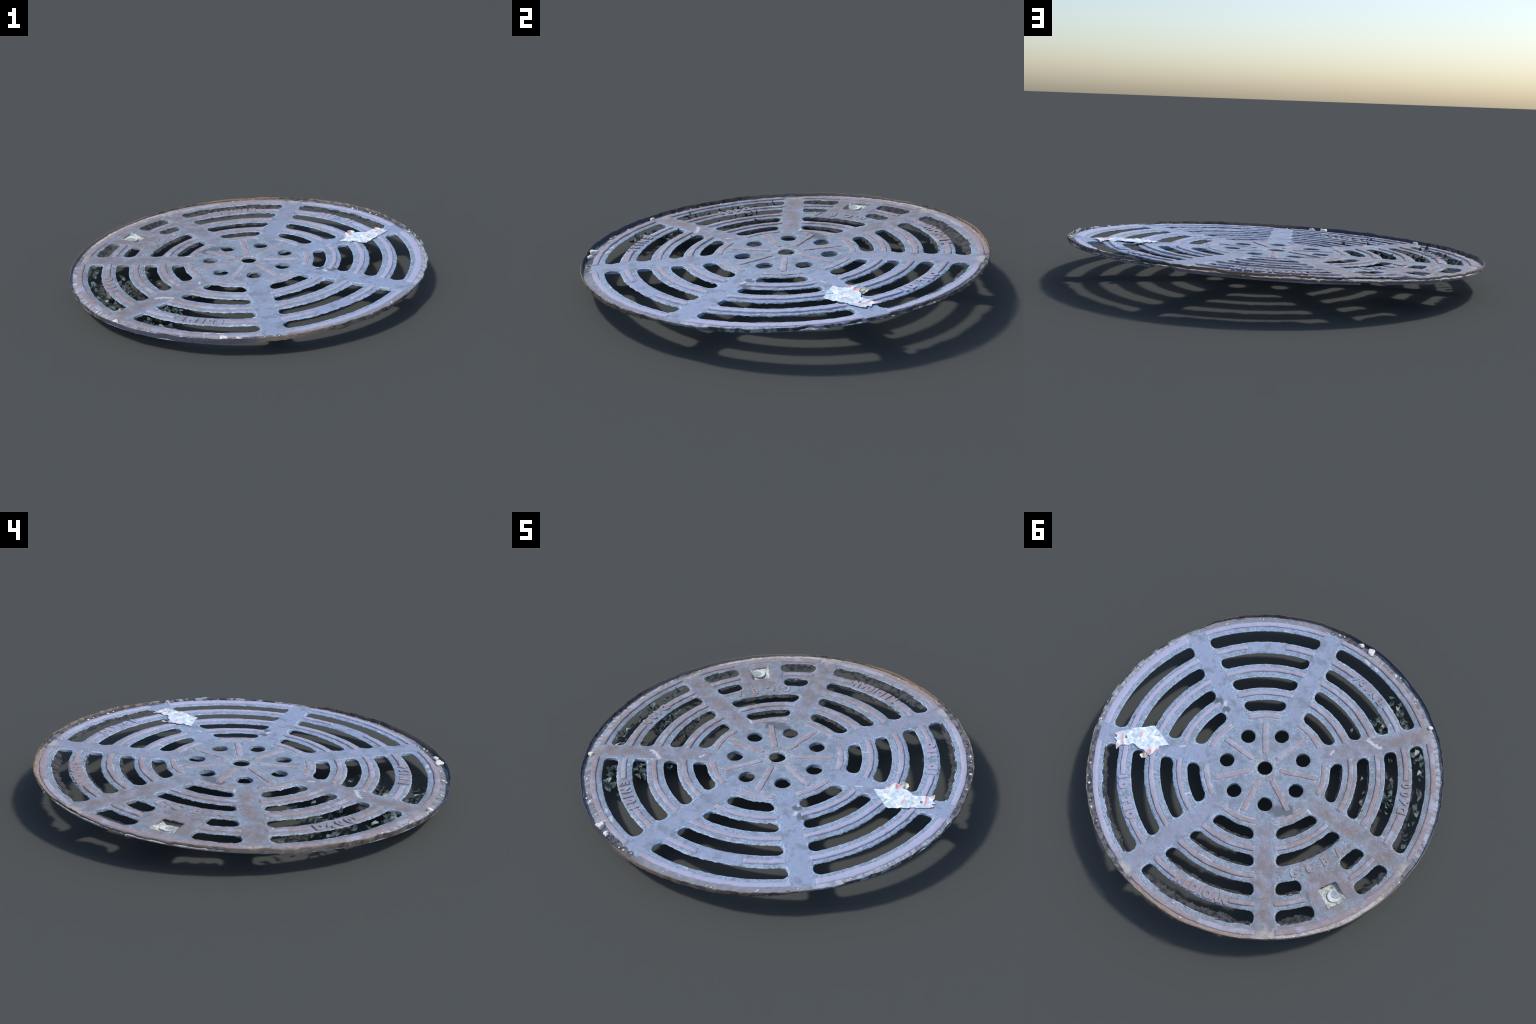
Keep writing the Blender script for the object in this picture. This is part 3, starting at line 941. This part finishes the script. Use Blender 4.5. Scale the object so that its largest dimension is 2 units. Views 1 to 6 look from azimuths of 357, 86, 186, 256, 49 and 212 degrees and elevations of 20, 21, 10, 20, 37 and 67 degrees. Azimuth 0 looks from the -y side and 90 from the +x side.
# ------------------------------------------------------------------ ragged dark sheets hanging under the outer slots
def curtain(r, a, b, top, depth, seed, lean, thick=0.003):
    n = max(8, int(abs(math.radians(b - a)) * r / 0.005))
    rows = 7
    V, F = [], []
    for side in (0, 1):
        for i in range(n + 1):
            th = math.radians(a + (b - a) * i / n)
            ends = min(1.0, 6 * min(i, n - i) / n)
            d = depth * (0.45 + 0.55 * ends) + 0.45 * depth * float(fbm(np.array([th * 14]), np.array([seed]), 101, 4)[0]) \
                + 0.16 * depth * float(vnoise(np.array([th * 160]), np.array([seed]), 102)[0])
            for k in range(rows + 1):
                f = k / rows
                rr = r + (thick if side else 0) + 0.003 * float(vnoise(np.array([th * 50 + f]), np.array([f * 4 + seed]), 103)[0]) - lean * f * (d / depth)
                V.append((rr * math.cos(th), rr * math.sin(th), top + BOWL * rr * rr - f * d))
    w = rows + 1; m = (n + 1) * w
    for i in range(n):
        for k in range(rows):
            p = i * w + k
            F.append((p, p + 1, p + w + 1, p + w)); F.append((m + p, m + p + w, m + p + w + 1, m + p + 1))
        p = i * w
        F.append((p, p + w, m + p + w, m + p)); F.append((p + rows, m + p + rows, m + p + w + rows, p + w + rows))
    for i in (0, n):
        for k in range(rows):
            p = i * w + k
            f = (p, m + p, m + p + 1, p + 1)
            F.append(f if i == 0 else f[::-1])
    me = mesh_from('dark_slot_sheet', V, F); smooth_shade(me, 50)
    return add('dark_slot_sheet', me, DARK_MATTE)


def dark_slot_sheets():
    """dark sheets that lean inward below the outer edge of some slots"""
    k = 0
    for ri, ro, a, wa, b, wb in SLOTS:
        mid = math.degrees(0.5 * (a + b)) % 360
        sector = int(((math.radians(mid) - PHASE) / STEP) % SPOKES)
        if sector not in (0, 1, 2, 3):
            continue
        outer = ro > 0.9
        if (sector == 0 and not outer) or (sector == 3 and ro > 0.7):
            continue
        ia = math.degrees(math.asin(0.075 / ro)) if wa == 'spoke' else 1.2
        ib = math.degrees(math.asin(0.075 / ro)) if wb == 'spoke' else 1.2
        k += 1
        lean = 0.038 if outer else (0.020 if sector in (1, 2) else 0.014)
        depth = 0.018 if outer else 0.009
        if sector == 0:
            depth, lean = 0.010, 0.024
        curtain(ro + 0.003, math.degrees(a) + ia, math.degrees(b) - ib, -0.004, depth, k, lean)


dark_slot_sheets()


# ------------------------------------------------------------------ torn sticker
STICKER = [(0.829, 0.234), (0.777, 0.183), (0.753, 0.158), (0.724, 0.138), (0.684, 0.100), (0.672, 0.097), (0.608, 0.123),
           (0.539, 0.156), (0.582, 0.190), (0.574, 0.214), (0.593, 0.271), (0.622, 0.262), (0.643, 0.255), (0.666, 0.260),
           (0.716, 0.251), (0.731, 0.271), (0.772, 0.296), (0.778, 0.332), (0.800, 0.300), (0.800, 0.285), (0.830, 0.275),
           (0.812, 0.262), (0.838, 0.252)]


def polygon_distance(poly):
    P = np.array(poly); N = np.roll(P, -1, 0)

    def f(x, y):
        x = np.asarray(x, float); y = np.asarray(y, float)
        d = np.full(x.shape, 1e9); inside = np.zeros(x.shape, bool)
        for (ax, ay), (bx, by) in zip(P, N):
            ex, ey = bx - ax, by - ay
            t = np.clip(((x - ax) * ex + (y - ay) * ey) / (ex * ex + ey * ey), 0, 1)
            d = np.minimum(d, np.hypot(x - ax - t * ex, y - ay - t * ey))
            cond = (ay > y) != (by > y)
            with np.errstate(divide='ignore', invalid='ignore'):
                inside ^= cond & (x < (bx - ax) * (y - ay) / (by - ay if by != ay else 1e-12) + ax)
        return np.where(inside, d, -d) + 0.0025 * fbm(x * 60, y * 60, 111)
    return f


def torn_sheet(name, poly, lift, crumple, mat, step=0.004, seed=0):
    P = np.array(poly); lo = P.min(0) - 0.01; hi = P.max(0) + 0.01
    nx, ny = int((hi[0] - lo[0]) / step) + 1, int((hi[1] - lo[1]) / step) + 1
    X, Y = np.meshgrid(lo[0] + step * np.arange(nx), lo[1] + step * np.arange(ny), indexing='ij')
    i, j = np.meshgrid(np.arange(nx - 1), np.arange(ny - 1), indexing='ij')
    a = (i * ny + j).ravel()
    quads = np.stack([a, a + ny, a + ny + 1, a + 1], 1)
    xy, q, t, edges, _ = clip_grid(X.ravel(), Y.ravel(), quads, polygon_distance(poly), 0.001)
    x, y = xy[:, 0], xy[:, 1]
    ridge = 1 - np.abs(fbm(x * 22 + 5, y * 22, 121 + seed, 3)) * 2
    lying = plate_distance(x, y, False)
    base = np.where(np.abs(np.hypot(x, y) - 0.794) < 0.015, 0.0052, np.where(np.abs(np.hypot(x, y) - 0.637) < 0.015, 0.0052, 0.0005))
    base = np.where(spoke_offset(x, y)[0] < 0.05, 0.0008, base)
    lift = lift + np.where(lying > 0, base, -0.003 * smooth(0, 0.02, -lying))
    z = lift + crumple * ridge + 0.4 * crumple * vnoise(x * 70, y * 70, 122 + seed) + BOWL * (x * x + y * y)
    n = len(x)
    V = np.concatenate([np.stack([x, y, z], 1), np.stack([x, y, z - 0.0016], 1)])
    Qs = np.concatenate([q, (q + n)[:, ::-1], np.stack([edges[:, 1], edges[:, 0], edges[:, 0] + n, edges[:, 1] + n], 1)])
    Ts = np.concatenate([t, (t + n)[:, ::-1]])
    me = mesh_arrays(name, V, Qs, Ts); smooth_shade(me, 40)
    return add(name, me, mat)


torn_sheet('sticker', STICKER, 0.0030, 0.0036, PAPER, 0.003)
torn_sheet('paper_scrap', [(0.622, 0.250), (0.640, 0.262), (0.648, 0.290), (0.628, 0.304), (0.606, 0.292), (0.604, 0.268)], 0.000, 0.012, TAN, 0.003, 7)


# ------------------------------------------------------------------ leaves, stones
def leaf_mesh(length, width, curl, seed):
    rnd = random.Random(seed)
    n, m = 12, 6
    V = []
    for side in (0.0, -0.0012):
        for i in range(n + 1):
            f = i / n
            w = width * (math.sin(math.pi * min(1, f * 0.92 + 0.06)) ** 0.8) * (1 + 0.12 * rnd.uniform(-1, 1) * (side == 0))
            for j in range(m + 1):
                g = 2 * j / m - 1
                x = length * (f - 0.5); y = g * w * 0.5
                z = curl * length * (f - 0.5) ** 2 * 2.2 + 0.35 * abs(g) * w * 0.5 + 0.08 * length * math.sin(5 * f + seed + 2 * g)
                V.append((x, y, z + side))
    k = (n + 1) * (m + 1); F = []
    for i in range(n):
        for j in range(m):
            a = i * (m + 1) + j
            F.append((a, a + m + 1, a + m + 2, a + 1)); F.append((k + a, k + a + 1, k + a + m + 2, k + a + m + 1))
        for j in (0, m):
            a = i * (m + 1) + j
            F.append((a, k + a, k + a + m + 1, a + m + 1) if j else (a, a + m + 1, k + a + m + 1, k + a))
    me = mesh_from('leaf', V, F); smooth_shade(me)
    return me


LEAF_SPOTS = [(-0.421, -0.770, 'A'), (-0.471, -0.737, 'C'), (-0.511, -0.717, 'A'), (-0.404, -0.577, 'A'), (-0.451, -0.579, 'B'),
              (-0.307, -0.461, 'C'), (-0.593, -0.409, 'A'), (-0.692, -0.532, 'C'), (-0.712, -0.477, 'A'), (-0.750, -0.474, 'A'),
              (-0.763, -0.416, 'C'), (-0.791, -0.375, 'A'), (-0.667, -0.263, 'A'), (-0.677, -0.188, 'A'), (-0.699, -0.129, 'A'),
              (-0.831, -0.221, 'A'), (-0.841, -0.187, 'C'), (-0.559, -0.096, 'A'), (-0.547, -0.161, 'A'), (-0.500, -0.222, 'A'),
              (-0.490, -0.700, 'A'), (-0.770, -0.440, 'A'), (-0.730, -0.500, 'A'), (-0.640, -0.310, 'A'), (-0.820, -0.300, 'A')]
DEEP_LEAVES = [(-0.676, -0.227, 0.030), (-0.700, -0.205, 0.040), (-0.665, -0.265, 0.036), (-0.680, -0.240, 0.052), (-0.695, -0.225, 0.046),
               (-0.474, -0.544, 0.030), (-0.490, -0.560, 0.045), (-0.460, -0.530, 0.038), (-0.480, -0.555, 0.055), (-0.465, -0.550, 0.062)]
leaf_meshes = [leaf_mesh(0.062, 0.030, c, i) for i, c in enumerate((0.5, -0.5, 0.8))]
rnd = random.Random(5)
for i, (x, y, kind) in enumerate(LEAF_SPOTS):
    me = leaf_meshes[i % 3].copy() if kind != 'A' else leaf_meshes[i % 3]
    mat = {'A': LEAF_A, 'B': LEAF_B, 'C': LEAF_C}[kind]
    if not me.materials:
        me.materials.append(mat)
    z = BOWL * (x * x + y * y) - rnd.uniform(0.004, 0.035)
    if kind in 'BC':
        z += 0.008
    th = math.atan2(y, x)
    M = Matrix.Translation((x, y, z)) @ Matrix.Rotation(th + math.pi / 2 + rnd.uniform(-0.7, 0.7), 4, 'Z') \
        @ Matrix.Rotation(rnd.uniform(-0.8, 0.8), 4, 'X') @ Matrix.Rotation(rnd.uniform(-0.7, 0.7), 4, 'Y') \
        @ Matrix.Diagonal((s_ := rnd.uniform(0.45, 0.95), s_, s_, 1))
    add('leaf', me, None, local=M)


for i, (x, y, dz) in enumerate(DEEP_LEAVES):
    M = Matrix.Translation((x, y, BOWL * (x * x + y * y) - dz)) @ Matrix.Rotation(rnd.uniform(0, 6.28), 4, 'Z') \
        @ Matrix.Rotation(rnd.uniform(-0.9, 0.9), 4, 'X') @ Matrix.Rotation(rnd.uniform(-0.5, 0.5), 4, 'Y')
    add('leaf', leaf_meshes[i % 3], None, local=M)


for i in range(40):
    lo, hi, a0, a1 = ((0.835, 0.900, 178, 217), (0.835, 0.900, 184, 217), (0.682, 0.745, 180, 215), (0.835, 0.900, 228, 244), (0.682, 0.745, 228, 238))[i % 5]
    rr = rnd.uniform(lo, hi); a = math.radians(rnd.uniform(a0, a1)); x, y = rr * math.cos(a), rr * math.sin(a)
    M = Matrix.Translation((x, y, BOWL * rr * rr - rnd.uniform(0.006, 0.045))) @ Matrix.Rotation(a + math.pi / 2 + rnd.uniform(-1, 1), 4, 'Z') \
        @ Matrix.Rotation(rnd.uniform(-1.1, 1.1), 4, 'X') @ Matrix.Rotation(rnd.uniform(-0.8, 0.8), 4, 'Y') \
        @ Matrix.Diagonal((s_ := rnd.uniform(0.4, 0.9), s_ * rnd.uniform(0.7, 1.3), s_, 1))
    add('leaf', leaf_meshes[i % 3], None, local=M)


def stone_mesh(seed, rad):
    import bmesh
    bm = bmesh.new(); bmesh.ops.create_icosphere(bm, subdivisions=3, radius=1.0)
    rnd = random.Random(seed); o = rnd.uniform(0, 50)
    for v in bm.verts:
        d = v.co.normalized()
        f = 1 + 0.35 * float(vnoise(np.array([d.x * 1.6 + o]), np.array([d.y * 1.6 + d.z * 1.3]), 131)[0]) \
            + 0.10 * float(vnoise(np.array([d.x * 5 + o]), np.array([d.y * 5 + d.z * 4]), 132)[0])
        v.co = Vector((d.x * f, d.y * f * 0.8, d.z * f * 0.6)) * rad
    me = bpy.data.meshes.new('pebble'); bm.to_mesh(me); bm.free(); smooth_shade(me)
    return me


def debris(x, y, drop, seed):
    me = stone_mesh(seed, 0.036); me.name = 'debris_clump'
    add('debris_clump', me, MULCH, local=Matrix.Translation((x, y, BOWL * (x * x + y * y) - drop)) @ Matrix.Rotation(math.atan2(y, x) + 1.57, 4, 'Z'))


debris(-0.762, -0.218, 0.068, 31)
debris(-0.725, -0.215, 0.052, 34)
debris(-0.556, -0.650, 0.058, 32)
debris(-0.490, -0.570, 0.056, 35)

def rim_flake(deg, r, h, length, height, mat, seed):
    """torn piece of the frame edge"""
    a = math.radians(deg)
    M = Matrix.Translation((r * math.cos(a), r * math.sin(a), BOWL * r * r + h)) @ Matrix.Rotation(a + math.pi / 2, 4, 'Z') \
        @ Matrix.Diagonal((length, 0.35 * height, 1.6 * height, 1))
    me = stone_mesh(seed, 1.0); me.name = 'rim_flake'
    add('rim_flake', me, mat, local=M)


rim_flake(-38.5, 0.984, -0.009, 0.020, 0.010, GUTTER, 51)
rim_flake(-33.5, 0.988, -0.006, 0.030, 0.007, GUTTER, 52)
rim_flake(-24.0, 0.992, -0.008, 0.034, 0.006, FRAMEMAT, 53)
rim_flake(-15.0, 0.992, -0.006, 0.030, 0.008, GUTTER, 54)
rim_flake(-9.0, 0.992, -0.007, 0.026, 0.007, GUTTER, 55)
rim_flake(6.0, 0.988, -0.006, 0.034, 0.006, FRAMEMAT, 56)
rim_flake(-52.0, 0.996, -0.009, 0.036, 0.007, FRAMEMAT, 57)
rim_flake(-66.0, 1.000, -0.010, 0.040, 0.008, FRAMEMAT, 58)
rim_flake(-98.0, 1.000, -0.008, 0.024, 0.008, FRAMEMAT, 59)
rim_flake(-135.0, 1.000, -0.006, 0.022, 0.007, GUTTER, 60)

STONES = [(-0.100, -0.985, 0.019), (-0.170, -0.970, 0.026), (-0.698, -0.695, 0.018), (-0.873, -0.479, 0.007),
          (-0.184, -0.934, 0.006), (-0.261, -0.912, 0.006), (0.793, 0.575, 0.008), (0.700, 0.690, 0.007), (0.728, 0.660, 0.005),
          (0.05, -0.985, 0.007), (0.02, -0.988, 0.006), (-0.40, -0.905, 0.007), (-0.93, -0.30, 0.006), (-0.96, -0.19, 0.007), (-0.90, -0.42, 0.005)]
for i in range(26):
    a = math.radians(rnd.choice((-1, -1, -1, 1)) * rnd.uniform(55, 150) if i < 20 else rnd.uniform(-30, 60))
    rr = rnd.uniform(0.972, 0.992)
    STONES.append((rr * math.cos(a), rr * math.sin(a), rnd.choice((0.003, 0.004, 0.005, 0.007))))
for i, (x, y, rad) in enumerate(STONES):
    r2 = x * x + y * y
    z = BOWL * r2 + (0.001 if r2 < 0.94 else -0.003) + (0.004 if rad > 0.015 else 0.0)
    add('pebble', stone_mesh(i, rad), STONE, local=Matrix.Translation((x, y, z)) @ Matrix.Rotation(i * 1.7, 4, 'Z'))

# root strands reach the lowest point below the leafy slots
def strand(x, y, z0, z1, seed):
    rnd = random.Random(seed); n, k = 14, 6
    V, F = [], []
    px, py = x, y
    for i in range(n + 1):
        f = i / n
        px += rnd.uniform(-0.003, 0.003); py += rnd.uniform(-0.003, 0.003)
        rad = 0.0035 * (1 - 0.6 * f)
        for j in range(k):
            a = 2 * math.pi * j / k
            V.append((px + rad * math.cos(a), py + rad * math.sin(a), z0 + (z1 - z0) * f))
    for i in range(n):
        for j in range(k):
            F.append((i * k + j, i * k + (j + 1) % k, (i + 1) * k + (j + 1) % k, (i + 1) * k + j))
    F.append(tuple(reversed(range(k)))); F.append(tuple(n * k + j for j in range(k)))
    me = mesh_from('root_strand', V, F); smooth_shade(me)
    return add('root_strand', me, DARK_MATTE)


for i, (x, y) in enumerate(((-0.556, -0.652), (-0.762, -0.220))):
    low = (0.0 - CENTRE.z - EX.z * x - EY.z * y) / NORMAL.z
    strand(x, y, -0.01, low + (0.0006 if i == 0 else 0.03 * i), 200 + i)
